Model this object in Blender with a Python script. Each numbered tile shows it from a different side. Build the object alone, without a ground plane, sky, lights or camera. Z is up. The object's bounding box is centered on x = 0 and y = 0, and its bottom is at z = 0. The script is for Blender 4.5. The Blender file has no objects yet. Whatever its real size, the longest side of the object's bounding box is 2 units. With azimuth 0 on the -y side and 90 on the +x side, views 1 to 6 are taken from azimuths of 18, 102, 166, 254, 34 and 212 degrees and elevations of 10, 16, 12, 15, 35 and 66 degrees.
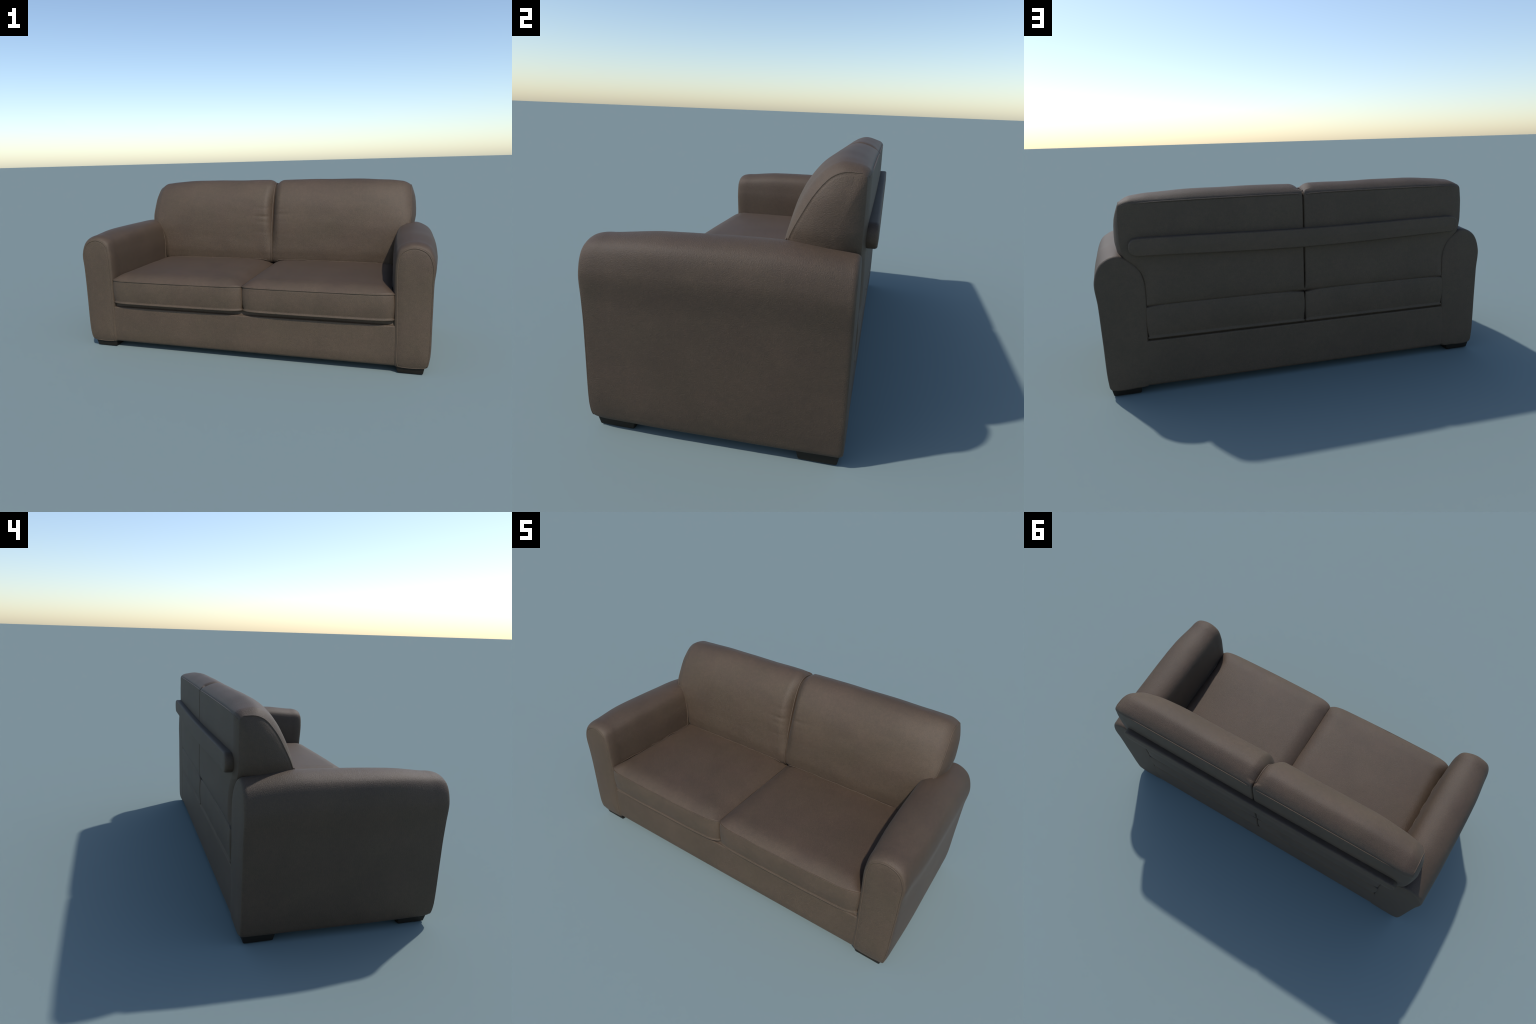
"""Two-seat brown leather sofa: base, four block feet, two flared roll arms,
two seat cushions, two back cushions, a stitched rail across the rear, welts."""
import bpy, math
import numpy as np
from mathutils import Vector, noise

# ------------------------------------------------------------------ helpers
def pchip(xk, yk, x):
    """Monotone cubic interpolation of key values yk (n, ...) at positions x."""
    xk = np.asarray(xk, float); yk = np.asarray(yk, float)
    h = np.diff(xk); d = np.diff(yk, axis=0) / h.reshape(-1, *[1] * (yk.ndim - 1))
    m = np.zeros_like(yk)
    m[0], m[-1] = d[0], d[-1]
    for i in range(1, len(xk) - 1):
        same = d[i - 1] * d[i] > 0
        w1, w2 = 2 * h[i] + h[i - 1], h[i] + 2 * h[i - 1]
        with np.errstate(divide='ignore', invalid='ignore'):
            m[i] = np.where(same, (w1 + w2) / (w1 / d[i - 1] + w2 / d[i]), 0)
    x = np.atleast_1d(np.asarray(x, float))
    i = np.clip(np.searchsorted(xk, x) - 1, 0, len(xk) - 2)
    sh = (-1,) + (1,) * (yk.ndim - 1)
    t = ((x - xk[i]) / h[i]).reshape(sh); hh = h[i].reshape(sh)
    return ((2*t**3 - 3*t**2 + 1) * yk[i] + (t**3 - 2*t**2 + t) * hh * m[i]
            + (-2*t**3 + 3*t**2) * yk[i + 1] + (t**3 - t**2) * hh * m[i + 1])


def closed_spline(ctrl, counts):
    """Closed centripetal Catmull-Rom through ctrl, counts[i] samples on segment i."""
    P = np.asarray(ctrl, float); n = len(P); out = []
    for i in range(n):
        p0, p1, p2, p3 = P[i - 1], P[i], P[(i + 1) % n], P[(i + 2) % n]
        t0 = 0; t1 = t0 + np.linalg.norm(p1 - p0) ** .5 + 1e-9
        t2 = t1 + np.linalg.norm(p2 - p1) ** .5 + 1e-9; t3 = t2 + np.linalg.norm(p3 - p2) ** .5 + 1e-9
        t = np.linspace(t1, t2, counts[i], endpoint=False)[:, None]
        a1 = (t1 - t)/(t1 - t0)*p0 + (t - t0)/(t1 - t0)*p1
        a2 = (t2 - t)/(t2 - t1)*p1 + (t - t1)/(t2 - t1)*p2
        a3 = (t3 - t)/(t3 - t2)*p2 + (t - t2)/(t3 - t2)*p3
        b1 = (t2 - t)/(t2 - t0)*a1 + (t - t0)/(t2 - t0)*a2
        b2 = (t3 - t)/(t3 - t1)*a2 + (t - t1)/(t3 - t1)*a3
        out.append((t2 - t)/(t2 - t1)*b1 + (t - t1)/(t2 - t1)*b2)
    return np.concatenate(out)


def seg_counts(ctrl, step):
    P = np.asarray(ctrl, float)
    return [max(3, int(round(np.linalg.norm(P[(i + 1) % len(P)] - P[i]) / step))) for i in range(len(P))]


def sstep(a, b, x):
    t = np.clip((x - a) / (b - a), 0, 1)
    return t * t * (3 - 2 * t)


def noise_field(V, scale, seed):
    off = Vector((seed * 7.3, seed * 3.1, -seed * 5.7))
    return np.array([noise.noise(Vector(v) * scale + off) for v in V])


def rings_mesh(name, rings, mirror=False, cap_a=True, cap_b=True):
    """Skin a stack of equal-length closed rings (m, n, 3)."""
    R = np.asarray(rings, float); m, n, _ = R.shape
    V = R.reshape(-1, 3).copy()
    if mirror:
        V[:, 0] *= -1
    i = np.arange(m - 1)[:, None] * n; j = np.arange(n)[None]; k = (np.arange(n)[None] + 1) % n
    F = np.stack([i + j, i + k, i + n + k, i + n + j], -1).reshape(-1, 4).tolist()
    V = V.tolist()
    for flag, ring, rev in ((cap_a, 0, True), (cap_b, m - 1, False)):
        if flag:
            c = np.mean(V[ring * n:(ring + 1) * n], axis=0); ci = len(V); V.append(c.tolist())
            for a in range(n):
                b = (a + 1) % n
                F.append([ring*n + b, ring*n + a, ci] if rev else [ring*n + a, ring*n + b, ci])
    return new_mesh(name, V, F)


def new_mesh(name, V, F):
    import bmesh
    me = bpy.data.meshes.new(name)
    me.from_pydata(V, [], F)
    bm = bmesh.new(); bm.from_mesh(me)
    bmesh.ops.recalc_face_normals(bm, faces=bm.faces)
    bm.to_mesh(me); bm.free()
    me.polygons.foreach_set('use_smooth', [True] * len(me.polygons))
    me.update()
    return me


def add(name, me, mat, parent):
    ob = bpy.data.objects.new(name, me)
    bpy.context.scene.collection.objects.link(ob)
    if not me.materials:
        me.materials.append(mat)
    ob.parent = parent
    return ob


def smooth_path(pts, step):
    """Open spline resampled at about one point per step."""
    P = np.asarray(pts, float)
    s = np.r_[0, np.cumsum(np.linalg.norm(np.diff(P, axis=0), axis=1))]
    return pchip(s, P, np.linspace(0, s[-1], max(4, int(s[-1] / step))))


def welt(name, path, r, parent, mirror=False, closed=False, wobble=0.0, seed=0):
    """A sewn welt: a thin tube lying along a seam, half sunk in the leather."""
    P = np.asarray(path, float).copy(); n = len(P)
    if wobble:
        for a in range(3):
            P[:, a] += wobble * noise_field(P, 22, seed + a)
    T = (np.roll(P, -1, 0) - np.roll(P, 1, 0)) if closed else np.gradient(P, axis=0)
    T /= np.linalg.norm(T, axis=1)[:, None] + 1e-12
    up = np.tile([0.31, 0.52, 0.79], (n, 1)); N = np.zeros_like(P)
    ref = np.cross(T[0], [0.31, 0.52, 0.79])
    for i in range(n):
        ref = ref - T[i] * (ref @ T[i]); ref /= np.linalg.norm(ref); N[i] = ref
    B = np.cross(T, N); k = 8
    rings = np.stack([P + r * (np.cos(a) * N + np.sin(a) * B) for a in np.linspace(0, 2*np.pi, k, endpoint=False)], 1)
    if closed:
        rings = np.concatenate([rings, rings[:1]])
    me = rings_mesh(name, rings, mirror, not closed, not closed)
    return add(name, me, LEATHER, parent)


# ---------------------------------------------------------------- materials
def leather_material():
    m = bpy.data.materials.new('brown_leather'); m.use_nodes = True
    nt = m.node_tree; N = nt.nodes; L = nt.links
    bsdf = N['Principled BSDF']
    tc = N.new('ShaderNodeTexCoord')

    def tex_noise(scale, detail, rough, dist=0.0):
        t = N.new('ShaderNodeTexNoise'); t.inputs['Scale'].default_value = scale
        t.inputs['Detail'].default_value = detail; t.inputs['Roughness'].default_value = rough
        t.inputs['Distortion'].default_value = dist
        L.new(tc.outputs['Object'], t.inputs['Vector']); return t
    big = tex_noise(4.5, 4, .6, .4)
    ramp = N.new('ShaderNodeValToRGB')
    ramp.color_ramp.elements[0].position = .33; ramp.color_ramp.elements[0].color = (*DARK, 1)
    ramp.color_ramp.elements[1].position = .68; ramp.color_ramp.elements[1].color = (*LIGHT, 1)
    L.new(big.outputs['Fac'], ramp.inputs['Fac'])
    # mottled hide: small warmer / cooler specks
    fine = tex_noise(55, 5, .7)
    mix = N.new('ShaderNodeMix'); mix.data_type = 'RGBA'; mix.blend_type = 'OVERLAY'
    mix.inputs['Factor'].default_value = .22
    L.new(ramp.outputs['Color'], mix.inputs['A']); L.new(fine.outputs['Fac'], mix.inputs['B'])
    hue = tex_noise(7, 2, .5)
    tint = N.new('ShaderNodeValToRGB')
    tint.color_ramp.elements[0].position = .3; tint.color_ramp.elements[0].color = (.985, 1.0, .985, 1)
    tint.color_ramp.elements[1].position = .7; tint.color_ramp.elements[1].color = (1.015, .99, 1.015, 1)
    L.new(hue.outputs['Fac'], tint.inputs['Fac'])
    mul = N.new('ShaderNodeMix'); mul.data_type = 'RGBA'; mul.blend_type = 'MULTIPLY'; mul.inputs['Factor'].default_value = 1
    speck = tex_noise(260, 2, .6)
    mix2 = N.new('ShaderNodeMix'); mix2.data_type = 'RGBA'; mix2.blend_type = 'OVERLAY'; mix2.inputs['Factor'].default_value = .30
    L.new(mix.outputs['Result'], mix2.inputs['A']); L.new(speck.outputs['Fac'], mix2.inputs['B'])
    L.new(mix2.outputs['Result'], mul.inputs['A']); L.new(tint.outputs['Color'], mul.inputs['B'])
    # base colour varied by surface normal: darker and redder on upward and sideways faces, lighter and yellower on front and rear faces
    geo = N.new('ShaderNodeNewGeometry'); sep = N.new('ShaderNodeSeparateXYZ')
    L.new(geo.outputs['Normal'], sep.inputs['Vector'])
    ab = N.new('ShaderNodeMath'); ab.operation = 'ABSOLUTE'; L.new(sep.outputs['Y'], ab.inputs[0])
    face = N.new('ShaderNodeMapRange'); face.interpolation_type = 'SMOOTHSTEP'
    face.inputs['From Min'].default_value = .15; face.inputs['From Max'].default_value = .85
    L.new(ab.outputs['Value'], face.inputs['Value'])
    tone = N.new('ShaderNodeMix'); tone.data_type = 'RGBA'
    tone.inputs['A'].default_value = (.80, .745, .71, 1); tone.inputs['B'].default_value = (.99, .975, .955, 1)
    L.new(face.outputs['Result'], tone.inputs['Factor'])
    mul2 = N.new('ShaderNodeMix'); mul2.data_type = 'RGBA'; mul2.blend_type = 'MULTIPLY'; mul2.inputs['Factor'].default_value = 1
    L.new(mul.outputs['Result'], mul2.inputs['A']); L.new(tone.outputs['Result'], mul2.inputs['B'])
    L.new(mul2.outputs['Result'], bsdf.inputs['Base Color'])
    rr = N.new('ShaderNodeMapRange'); rr.inputs['To Min'].default_value = ROUGH - .05; rr.inputs['To Max'].default_value = ROUGH + .07
    L.new(fine.outputs['Fac'], rr.inputs['Value']); L.new(rr.outputs['Result'], bsdf.inputs['Roughness'])
    bsdf.inputs['Specular IOR Level'].default_value = SPEC
    bsdf.inputs['Sheen Weight'].default_value = .03; bsdf.inputs['Sheen Roughness'].default_value = .35
    # pebbled grain
    vor = N.new('ShaderNodeTexVoronoi'); vor.inputs['Scale'].default_value = 300
    L.new(tc.outputs['Object'], vor.inputs['Vector'])
    grain = tex_noise(280, 3, .6)
    sm = N.new('ShaderNodeMath'); sm.operation = 'MULTIPLY_ADD'; sm.inputs[1].default_value = .6
    L.new(vor.outputs['Distance'], sm.inputs[0]); L.new(grain.outputs['Fac'], sm.inputs[2])
    b = N.new('ShaderNodeBump'); b.inputs["Strength"].default_value = .50; b.inputs['Distance'].default_value = .0015
    L.new(sm.outputs['Value'], b.inputs['Height'])
    soft = tex_noise(26, 3, .5)
    b2 = N.new('ShaderNodeBump'); b2.inputs['Strength'].default_value = .12; b2.inputs['Distance'].default_value = .004
    L.new(soft.outputs['Fac'], b2.inputs['Height']); L.new(b.outputs['Normal'], b2.inputs['Normal'])
    L.new(b2.outputs['Normal'], bsdf.inputs['Normal'])
    return m


def foot_material():
    m = bpy.data.materials.new('dark_stained_wood'); m.use_nodes = True
    nt = m.node_tree; N = nt.nodes; L = nt.links; bsdf = N['Principled BSDF']
    tc = N.new('ShaderNodeTexCoord'); mp = N.new('ShaderNodeMapping'); mp.inputs['Scale'].default_value = (4, 60, 60)
    t = N.new('ShaderNodeTexNoise'); t.inputs['Scale'].default_value = 3; t.inputs['Detail'].default_value = 5
    r = N.new('ShaderNodeValToRGB')
    r.color_ramp.elements[0].color = (.011, .0085, .006, 1); r.color_ramp.elements[1].color = (.019, .015, .011, 1)
    L.new(tc.outputs['Object'], mp.inputs['Vector']); L.new(mp.outputs['Vector'], t.inputs['Vector'])
    L.new(t.outputs['Fac'], r.inputs['Fac']); L.new(r.outputs['Color'], bsdf.inputs['Base Color'])
    bsdf.inputs['Roughness'].default_value = .6
    bsdf.inputs['Specular IOR Level'].default_value = .25
    return m


DARK, LIGHT = (.078, .054, .0345), (.092, .0635, .0405)
ROUGH, SPEC = .64, .44
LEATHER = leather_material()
WOOD = foot_material()

# ------------------------------------------------------------ the thing
sofa = bpy.data.objects.new('sofa', None)
bpy.context.scene.collection.objects.link(sofa)
sofa['label'] = 'two-seat brown leather sofa with rounded flared arms'
sofa['category'] = 'sofa'

# ------------------------------------------------------------------- arms
# cross-sections in (x, z), from the inner foot over the roll to the outer foot
FRONT = [(.822, .040), (.816, .20), (.812, .45), (.814, .565), (.831, .621), (.885, .646), (.947, .624), (.976, .563), (.977, .47), (.975, .28), (.969, .09), (.957, .043), (.925, .0350), (.838, .0350)]
NECK  = [(.795, .036), (.793, .20), (.790, .45), (.793, .575), (.813, .643), (.882, .673), (.959, .652), (.992, .575), (.985, .46), (.982, .28), (.976, .08), (.962, .037), (.925, .0350), (.838, .0350)]
MID   = [(.780, .036), (.778, .20), (.776, .45), (.779, .575), (.802, .660), (.882, .689), (.969, .663), (.9985, .580), (.989, .45), (.985, .28), (.978, .08), (.963, .037), (.925, .0350), (.838, .0350)]
SEATB = [(.775, .036), (.768, .20), (.764, .45), (.765, .580), (.793, .669), (.873, .695), (.955, .666), (.989, .585), (.981, .45), (.976, .28), (.970, .08), (.958, .037), (.925, .0350), (.838, .0350)]
TAIL  = [(.776, .038), (.768, .20), (.757, .45), (.761, .560), (.790, .625), (.872, .676), (.946, .645), (.980, .565), (.974, .45), (.969, .28), (.963, .08), (.954, .038), (.925, .0350), (.838, .0350)]
REAR  = [(.789, .046), (.778, .20), (.767, .45), (.772, .550), (.801, .610), (.870, .662), (.937, .634), (.971, .556), (.967, .45), (.963, .28), (.957, .09), (.948, .048), (.925, .0350), (.838, .0350)]
Y_FRONT, Y_NECK, Y_TAIL, Y_REAR = -.436, -.37, .404, .4225
ARM_COUNTS = seg_counts(MID, .007)
ARM_KEYS = np.array([closed_spline(s, ARM_COUNTS) for s in (NECK, MID, SEATB, TAIL)])
ARM_F, ARM_R = closed_spline(FRONT, ARM_COUNTS), closed_spline(REAR, ARM_COUNTS)


def arm_rings():
    rings = []
    at = lambda y: pchip([Y_NECK, -.20, .17, Y_TAIL], ARM_KEYS, [y])[0]
    put = lambda sec, y: rings.append(np.column_stack([sec[:, 0], np.full(len(sec), y), sec[:, 1]]))
    core_a, core_b = np.array([.893, .12]), np.array([.893, .56])
    ab = core_b - core_a

    def cap(sec, y, bulge, ts):
        u = np.clip((sec - core_a) @ ab / (ab @ ab), 0, 1)[:, None]
        med = core_a + u * ab
        mid = (core_a + core_b) / 2                            # the inner line shrinks to one point
        return [(sec * (1 - t) + (mid + (med - mid) * (1 - t)) * t, y + bulge * (1 - (1 - t) ** 2.6)) for t in ts]
    for sec, y in cap(ARM_F, Y_FRONT, -.009, [.97, .8, .6, .42, .28, .17, .1, .05]):
        put(sec, y)
    f_in = ARM_F
    put(f_in, Y_FRONT + .0012)                       # stitched groove at the front panel
    for a in np.linspace(8, 90, 14):                          # rolled front edge
        d = 1 - math.cos(math.radians(a)); w = math.sin(math.radians(a))
        y = Y_FRONT + (Y_NECK - Y_FRONT) * d
        side = np.where(ARM_F[:, 0] > .885, w ** .6, w ** .8)   # flanks turn tighter than the crest
        W = np.column_stack([side, np.full(len(side), w)])
        put(ARM_F * (1 - W) + at(Y_NECK) * W, y)
    for y in np.linspace(Y_NECK, Y_TAIL, 70)[1:]:
        put(at(y), y)
    for a in np.linspace(8, 90, 8):                           # tighter rear edge
        w = 1 - math.cos(math.radians(a)); y = Y_TAIL + (Y_REAR - Y_TAIL) * math.sin(math.radians(a))
        put(at(Y_TAIL) * (1 - w) + ARM_R * w, y)
    for sec, y in cap(ARM_R, Y_REAR, .004, [.05, .12, .25, .45, .7, .97]):
        put(sec, y)
    R = np.array(rings)
    low = np.clip((.10 - R[..., 2]) / .06, 0, 1) ** 2          # toe of the front tucks under
    R[..., 1] += np.where(R[..., 1] < -.36, .007 * low * sstep(-.36, -.43, R[..., 1]), 0)
    R[..., 1] -= .008 * sstep(.36, .60, R[..., 2]) * sstep(-.34, -.43, R[..., 1])   # roll leans forward
    return R


def relief(R, amp, scale, seed):
    V = R.reshape(-1, 3)
    c = V.mean(0)
    n = noise_field(V, scale, seed)
    d = V - c; d /= np.linalg.norm(d, axis=1)[:, None] + 1e-9
    return (V + d * (amp * n)[:, None]).reshape(R.shape)


ARM = arm_rings()
for side, mirror in enumerate((False, True)):
    arm = add('arm', rings_mesh('arm', relief(ARM, .0008, 9, 3 + side), mirror), LEATHER, sofa)
    k = ARM_COUNTS
    body = ARM_F[: sum(k[:11])]
    path = np.column_stack([body[:, 0], np.full(len(body), Y_FRONT + .0026), body[:, 1]])
    path[:, 1] += .007 * np.clip((.10 - path[:, 2]) / .06, 0, 1) ** 2
    path[:, 1] -= .008 * sstep(.36, .60, path[:, 2])
    welt('piping', path, .0044, arm, mirror)

# ------------------------------------------------------------------- base
def base_rings():
    """Upholstered box under the cushions, skinned along z from rounded rectangles."""
    rings = []
    def outline(inset, n=60):
        pts = []
        yf, yr = -.4330 + inset, .4215 - inset
        xf, xr = .824 - inset * .4, .788 - inset
        for x in np.linspace(-xf, xf, 160): pts.append((x, yf - .002 * math.cos(x * 1.8) + .002))
        for t in np.linspace(0, 1, n)[1:-1]: pts.append((xf + (xr - xf) * t, yf + (yr - yf) * t))
        for x in np.linspace(xr, -xr, 240): pts.append((x, yr - .008 * max(0, (abs(x) - xr + .012) / .012) ** 2))
        for t in np.linspace(0, 1, n)[1:-1]: pts.append((-xr + (xr - xf) * t, yr + (yf - yr) * t))
        return np.array(pts)
    r = .016
    prof = [(.034, .2), (.034, .05)]
    prof += [(.034 + r - r * math.cos(a), r - r * math.sin(a)) for a in np.radians(np.linspace(0, 90, 7))]
    prof += [(z, -.001 * math.sin((z - .05) / .2 * math.pi)) for z in np.linspace(.06, .240, 18)]
    r = .008
    prof += [(.243 + r * math.sin(a), r - r * math.cos(a)) for a in np.radians(np.linspace(0, 90, 6))]
    prof += [(.253, .013), (.258, .017), (.284, .018), (.286, .1)]
    for z, i in prof:
        o = outline(i); tuck = .007 * max(0, (.10 - z) / .06) ** 2
        o[:, 1] += np.where(o[:, 1] < -.36, tuck, 0)
        rings.append(np.column_stack([o, z + .011 * sstep(.05, .40, o[:, 1]) * sstep(.15, .24, z)]))
    return np.array(rings)


base = add('base', rings_mesh('base', base_rings()), LEATHER, sofa)

# ------------------------------------------------------------------- feet
def foot_mesh():
    w = .0632
    rings = []
    def sq(h, r, z):
        pts = []
        for q in range(4):
            a0 = q * math.pi / 2
            cx, cy = [(1, 1), (-1, 1), (-1, -1), (1, -1)][q]
            for a in np.linspace(a0, a0 + math.pi / 2, 6):
                pts.append((cx * (h - r) + r * math.cos(a), cy * (h - r) + r * math.sin(a), z))
        return pts
    for h, z in ((w - .004, 0), (w - .001, .002), (w, .004), (w + .006, .034), (w + .006, .045)):
        rings.append(sq(h, .005, z))
    return rings_mesh('foot', rings)


FOOT = foot_mesh(); FOOT.materials.append(WOOD)
for x in (-.8815, .8815):
    for y in (-.352, .3425):
        f = add('foot', FOOT, WOOD, sofa); f.location = (x, y, 0)

# ---------------------------------------------------------- seat cushions
def seat_outline(inset=0.0):
    """Plan of one seat cushion (x > 0): soft front corners, tight rear ones."""
    def arc(cx, cy, rx, ry, a0, a1, n):
        return [(cx + rx * math.cos(a), cy + ry * math.sin(a)) for a in np.radians(np.linspace(a0, a1, n))]
    x0, x1f, x1m, x1r, yf, yr = -.0010, .802, .785, .768, -.460, .428
    pts = arc(x0 + .095, yf + .038, .095, .038, 180, 270, 22)
    for x in np.linspace(x0 + .095, x1f - .10, 80)[1:-1]:
        pts.append((x, yf - .004 * math.sin((x - .05) / .70 * math.pi)))
    pts += arc(x1f - .10, yf + .038, .10, .038, 270, 360, 22)
    for y in np.linspace(yf + .038, yr - .012, 90)[1:-1]:
        pts.append((float(pchip([-.43, -.33, .2, .42], [x1f, x1m, x1m, x1r], [y])[0]), y))
    pts += arc(x1r - .012, yr - .012, .012, .012, 0, 90, 8)
    pts += [(x, yr) for x in np.linspace(x1r - .012, x0 + .0128, 80)[1:-1]]
    pts += arc(x0 + .0128, yr - .011, .011, .011, 90, 180, 7)
    pts += [(x0 + .0018 * float(sstep(.25, .40, y)), y) for y in np.linspace(yr - .011, yf + .038, 90)[1:-1]]
    return np.array(pts)


SEAT_O = seat_outline()
SEAT_C = np.array([.40, -.02])


def seam_z(y):                       # height of the upper seam, rising to the rear
    return .4120 + .007 * sstep(.22, .42, y)


def seat_rings():
    rings = []
    O = SEAT_O
    d = O - SEAT_C; dist = np.linalg.norm(d, axis=1)[:, None]
    unit = np.sign(d) * np.minimum(1, np.abs(d) / np.array([.36, .40])) ** 4
    unit /= np.linalg.norm(unit, axis=1)[:, None] + 1e-9
    zt = seam_z(O[:, 1]); zb = .279 - .006 * sstep(.2, .42, O[:, 1])
    ring = lambda xy, z: rings.append(np.column_stack([xy, z]))
    lerp = lambda t: O * (1 - t) + SEAT_C * t
    for t in (.98, .6, .3, .12, .05):
        ring(lerp(t), zb - .004 * np.ones(len(O)))
    for a in np.radians(np.linspace(0, 90, 5)):
        ring(O - unit * (.005 * (1 - math.sin(a))), zb - .001 + .005 * (1 - math.cos(a)))
    for s in np.linspace(.06, .96, 18):                              # boxed border, faintly puffed
        ring(O + unit * (.0065 * math.sin(s * math.pi) ** .8 - .0042 + .005 * (s - .75)), zb + (zt - zb) * s)
    ring(O - unit * .0036, zt - .001)                                # stitched seam
    rise = lambda e, w: 1 - (1 - np.clip(e / (2 * w), 0, 1)) ** 2.3
    for t in np.r_[.004, .008, np.linspace(.014, .12, 14), np.linspace(.14, .98, 26)]:
        P = lerp(t)
        x1 = pchip([-.43, -.33, .2, .42], [.802, .785, .785, .768], P[:, 1])
        dx = np.minimum(P[:, 0] - .0015, x1 - P[:, 0]); dy = np.minimum(P[:, 1] + .463, .428 - P[:, 1])
        ex = rise(P[:, 0] + .0010, .050) * rise(x1 - P[:, 0], .036)
        ey = rise(P[:, 1] + .463, .050) * rise(.428 - P[:, 1], .03)
        h = .034 * ex * ey + .009 * rise(P[:, 0], .15) * rise(.80 - P[:, 0], .15) * rise(P[:, 1] + .463, .14)
        h *= 1 - .10 * sstep(-.15, .2, P[:, 1])
        ring(P, zt * (1 - sstep(.0, .3, t)) + .4120 * sstep(.0, .3, t) + .0015 + h)
    return np.array(rings)


SEAT = seat_rings()
for side, mirror in enumerate((False, True)):
    R = relief(SEAT, .0022, 7, 11 + side)
    seat = add('seat_cushion', rings_mesh('seat_cushion', R, mirror), LEATHER, sofa)
    O = SEAT_O; nf = 22 + 78 + 22
    front = O[:nf]
    for dz, zz in ((0, None), (0, .2808)):
        z = seam_z(front[:, 1]) + .0008 if zz is None else np.full(len(front), zz)
        welt('piping', np.column_stack([front + [0, .0015 if zz is None else .0034], z]), .0026, seat, mirror)

    # ragged joint against the arm, and against the back cushion
    y = np.linspace(-.405, .17, 110)
    joint = np.column_stack([pchip([-.41, -.37, -.2, .17], [.805, .790, .7765, .763], y), y, pchip([-.41, -.36, -.1, .17], [.412, .424, .431, .437], y)])
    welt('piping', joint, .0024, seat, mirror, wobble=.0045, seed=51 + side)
    x = np.linspace(.03, .752, 120)
    joint = np.column_stack([x, np.full(120, .1635), pchip([0, .05, .15, .6, .76], [.434, .449, .4530, .4525, .440], x)])
    welt('piping', joint, .0020, seat, mirror, wobble=.0025, seed=71 + side)

# ---------------------------------------------------------- back cushions
# profiles in (y, z): underside, front face, crown, rear face
B_FULL = [(.420, .431), (.300, .427), (.178, .430), (.158, .490), (.159, .600), (.167, .700), (.191, .805), (.225, .871),
          (.277, .927), (.336, .952), (.386, .943), (.412, .928), (.4275, .911), (.4315, .870), (.4315, .650), (.4295, .455)]
B_SHLD = [(.420, .431), (.300, .427), (.182, .430), (.164, .490), (.165, .600), (.178, .690), (.213, .790), (.245, .852),
          (.287, .905), (.335, .933), (.385, .931), (.413, .923), (.4275, .910), (.430, .865), (.4300, .650), (.4285, .455)]
B_SEAM = [(.418, .430), (.300, .430), (.196, .434), (.180, .490), (.180, .600), (.197, .690), (.241, .784), (.278, .846),
          (.318, .890), (.352, .905), (.390, .906), (.407, .904), (.4165, .895), (.419, .855), (.4190, .650), (.418, .470)]
B_GAP  = [(.421, .429), (.300, .430), (.186, .434), (.169, .490), (.192, .600), (.217, .690), (.248, .790), (.269, .852),
          (.298, .902), (.335, .919), (.380, .916), (.402, .908), (.4140, .893), (.417, .855), (.4170, .650), (.416, .460)]
B_COUNTS = seg_counts(B_FULL, .0055)
BF, BH, BS, BG = (closed_spline(p, B_COUNTS) for p in (B_FULL, B_SHLD, B_SEAM, B_GAP))
X_GAP, X_SEAM = -.0005, .853


def arm_limit(z):                    # how far out the cushion may reach above the arm roll
    return pchip([.40, .54, .575, .61, .64, .662, .70, .74, .82, .90, 1.0], [.771, .773, .780, .801, .832, .858, .872, .877, .876, .869, .868], z)


def squeeze(R):
    """Press the outer end of the cushion in where it meets the roll of the arm."""
    V = R.reshape(-1, 3); x = V[:, 0]
    lim = arm_limit(V[:, 2]) + .010 * sstep(.41, .34, V[:, 1]) * sstep(.70, .64, V[:, 2]) + .003; x0 = .60
    V[:, 0] = np.where(x > x0, x0 + (x - x0) * (lim - x0) / (.877 - x0), x)
    return V.reshape(R.shape)


PUCKER = [(.732, .0034, .045), (.775, .0016, .04), (.690, .0012, .045), (.620, .0010, .05)]


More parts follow.
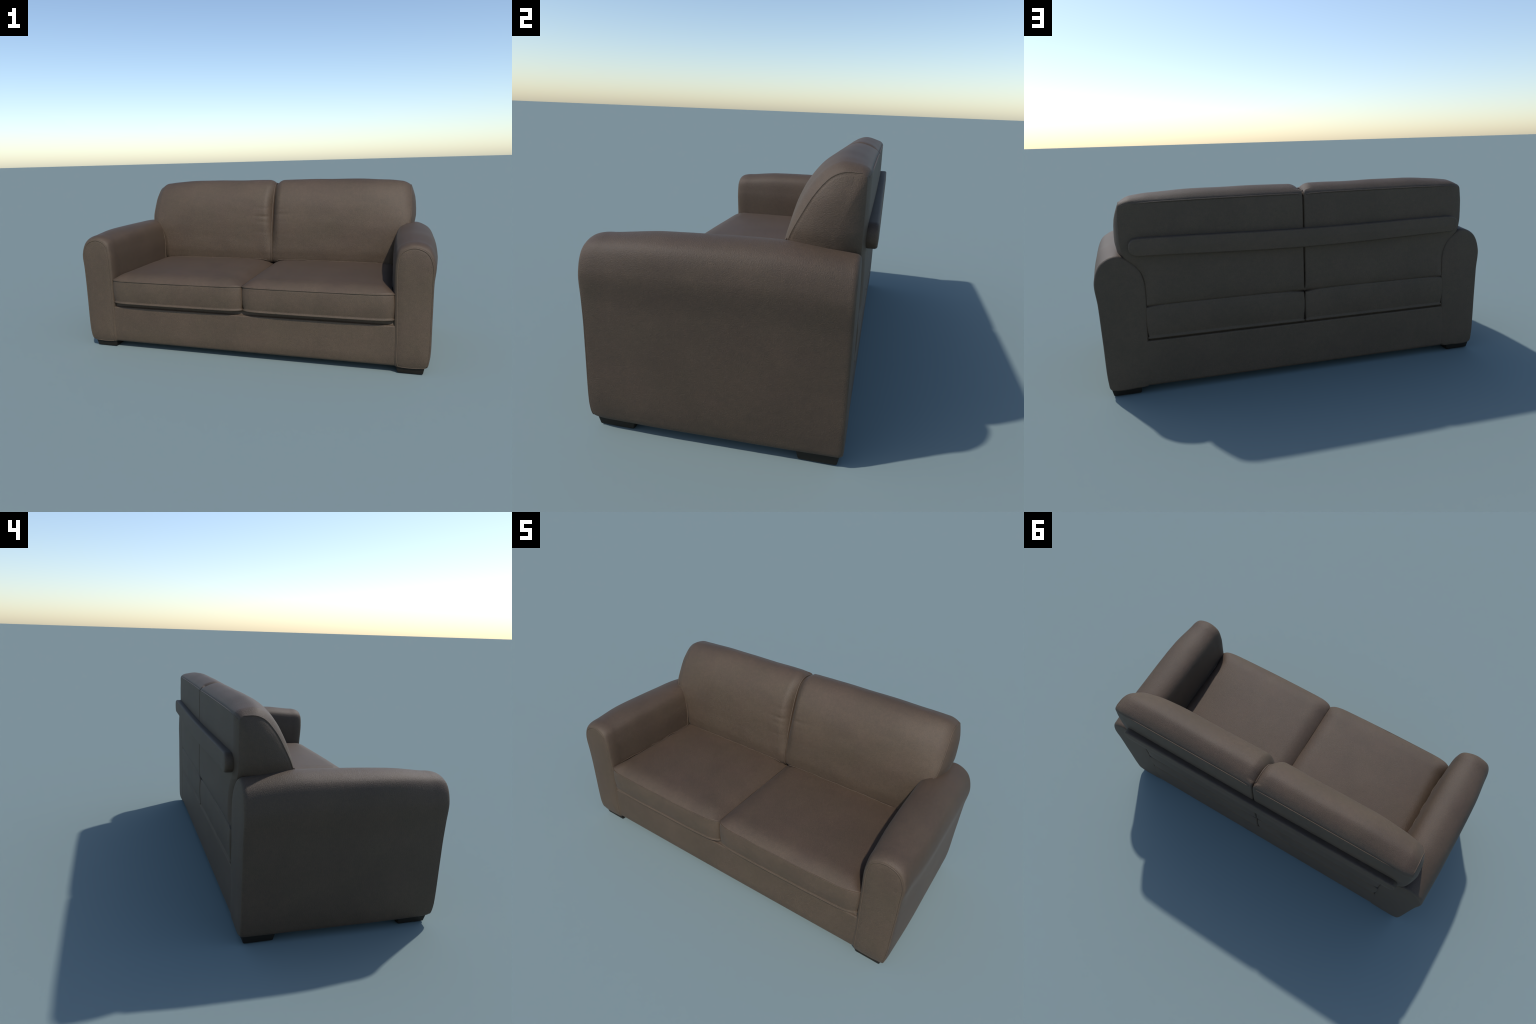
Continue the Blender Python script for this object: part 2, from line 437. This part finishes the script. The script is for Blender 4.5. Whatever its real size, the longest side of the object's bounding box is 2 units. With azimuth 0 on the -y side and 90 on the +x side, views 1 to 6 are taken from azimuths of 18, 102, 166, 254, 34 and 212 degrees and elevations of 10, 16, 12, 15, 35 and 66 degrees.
def back_rings(seed):
    rings = []
    put = lambda sec, x: rings.append(np.column_stack([np.full(len(sec), 1.0) * x, sec]))
    core = np.array([.335, .66])
    for t in (.97, .6, .3, .1, .03):
        put(BG * (1 - t) + core * t, X_GAP)
    D = .058
    put(BG, X_GAP)
    for q in np.r_[.02, .05, np.linspace(.1, 1, 15)]:           # cushion ends round over into the split
        tight = sstep(.395, .415, BG[:, 0])                     # the rear edge is far crisper than the front
        w = (1 - (1 - np.minimum(1, q * (1 + 5 * tight))) ** 2.3)[:, None]
        put(BG * (1 - w) + BF * w, X_GAP + D * q)
    X = np.r_[np.linspace(.065, .60, 68), np.linspace(.61, .80, 26)]
    S = pchip([.058, .55, .71, .80], np.array([BF, BF, BF * .58 + BH * .42, BH]), X)
    for x, s in zip(X, S): put(s, x)
    for q in np.linspace(.06, 1, 14):                          # front rolls round to the side seam
        w = .35 * q + .65 * q * q; put(BH * (1 - w) + BS * w, .80 + (X_SEAM - .80) * q)
    lo, hi = np.array([.31, .60]), np.array([.350, .79]); ab = hi - lo; mid = (lo + hi) / 2
    u = np.clip((BS - lo) @ ab / (ab @ ab), 0, 1)[:, None]; med = lo + u * ab
    for t, dip in ((.012, .0006), (.03, .0009), (.05, .0003), (.08, 0), (.11, 0), (.16, 0), (.23, 0), (.32, 0), (.44, 0), (.58, 0), (.74, 0), (.88, 0), (.97, 0)):
        put(BS * (1 - t) + (mid + (med - mid) * (1 - t)) * t, X_SEAM - dip * sstep(.405, .37, BS[:, 0]) + .024 * (1 - (1 - t) ** 2.2))
    R = np.array(rings)
    V = R.reshape(-1, 3)
    # slack hide: soft waves, and puckers pulled toward the middle seam
    n1 = noise_field(V, 5.0, seed); n2 = noise_field(V * [1, 1, 2.2], 9.0, seed + 5)
    front = sstep(.40, .30, V[:, 1])
    body = sstep(.0, .06, V[:, 0]) * sstep(.86, .78, V[:, 0])
    V[:, 1] += (.0022 * n1 + .0008 * n2) * front * body
    V[:, 2] += (.0035 * n1) * sstep(.90, .95, V[:, 2]) * body
    for z0, amp, ln in PUCKER:
        zc = z0 + .008 * math.sin(seed * 1.7 + z0 * 40) + .06 * V[:, 0]
        V[:, 1] += amp * (1 if seed > 25 else .6) * np.exp(-((V[:, 2] - zc) / .009) ** 2) * np.exp(-((V[:, 0] - .055) / ln) ** 2) * sstep(.33, .27, V[:, 1])
    return squeeze(V.reshape(R.shape))


def profile_run(sec, a, b):
    c = np.cumsum([0] + B_COUNTS); return sec[c[a]:c[b]]


for side, mirror in enumerate((False, True)):
    back = add('back_cushion', rings_mesh('back_cushion', back_rings(21 + 9 * side), mirror), LEATHER, sofa)
    # side seam, from the arm up over the crown to the rear
    run = profile_run(BS * .93 + BH * .07, 2, 14)
    path = squeeze(np.column_stack([np.full(len(run), X_SEAM - .0028), run])); path[:, 0] = np.minimum(path[:, 0], X_SEAM)
    path[:, 0] -= .007 * sstep(.395, .414, path[:, 1]); path[:, 2] -= .002 * sstep(.395, .414, path[:, 1])
    path = path[(path[:, 2] > .655) & (path[:, 1] < .414) & (np.arange(len(path)) < len(path) * .75)] 
    welt('piping', path, .0030, back, mirror)
    # welt beside the arm roll
    roll = pchip([Y_NECK, -.20, .17, Y_TAIL], ARM_KEYS, [.175])[0]
    roll = roll[(roll[:, 1] > .425) & (roll[:, 0] < .846)]
    arch = np.column_stack([roll[:, 0] - .0005, pchip([.42, .57, .64, .675, .71], [.170, .170, .173, .182, .197], roll[:, 1]), roll[:, 1] + .001])
    welt('piping', arch, .0034, back, mirror, wobble=.0006, seed=31)
    # middle seam
    run = profile_run(BG * .74 + BF * .26, 2, 11)
    if mirror:
        welt('piping', np.column_stack([np.full(len(run), .0050), run]), .0042, back, mirror)
    # rear top seam
    xs = np.linspace(.012, .832, 120)
    ys = pchip([.0, .03, .6, .8, .84], [.424, .4300, .4300, .4270, .4195], xs)
    zs = pchip([.0, .03, .2, .6, .8, .84], [.900, .912, .915, .914, .9080, .899], xs)
    welt('piping', np.column_stack([xs, ys - .0004, zs - .0050]), .0032, back, mirror)

# -------------------------------------------------------- rail on the rear
def rail_rings():
    """Padded bar across the rear: round ends, slightly sagging middle."""
    def outline(inset):
        pts = []
        for s, xs in ((1, 1), (-1, -1)):
            for x in np.linspace(-.772 * s, .772 * s, 140):
                h = .0415 + .0045 * math.cos(x / .772 * math.pi / 2)
                c = .714 - .0135 * math.cos(x / .772 * math.pi / 2) ** 1.5
                pts.append((x, c - s * (h - inset)))
            for a in np.linspace(-90, 90, 26)[1:-1]:
                ca, sa = math.cos(math.radians(a)), math.sin(math.radians(a))
                pts.append((xs * (.772 + (.046 - inset) * abs(ca) ** .85), .714 + s * (.0415 - inset) * math.copysign(abs(sa) ** .9, sa)))
        return np.array(pts)
    rings = []
    for y, i in [(.415, .003), (.428, .002), (.434, 0), (.452, 0)]:
        o = outline(i); rings.append(np.column_stack([o[:, 0], np.full(len(o), y), o[:, 1]]))
    r = .008
    for a in np.radians(np.linspace(10, 90, 8)):
        o = outline(r * (1 - math.cos(a))); rings.append(np.column_stack([o[:, 0], np.full(len(o), .453 + .011 * math.sin(a)), o[:, 1]]))
    for t in (.5, .8, .95):
        o = outline(.01); c = np.column_stack([np.clip(o[:, 0], -.772, .772), np.full(len(o), .706)])
        p = o * (1 - t) + c * t; rings.append(np.column_stack([p[:, 0], np.full(len(p), .464 + .002 * t), p[:, 1]]))
    return np.array(rings)


add('back_rail', rings_mesh('back_rail', rail_rings()), LEATHER, sofa)
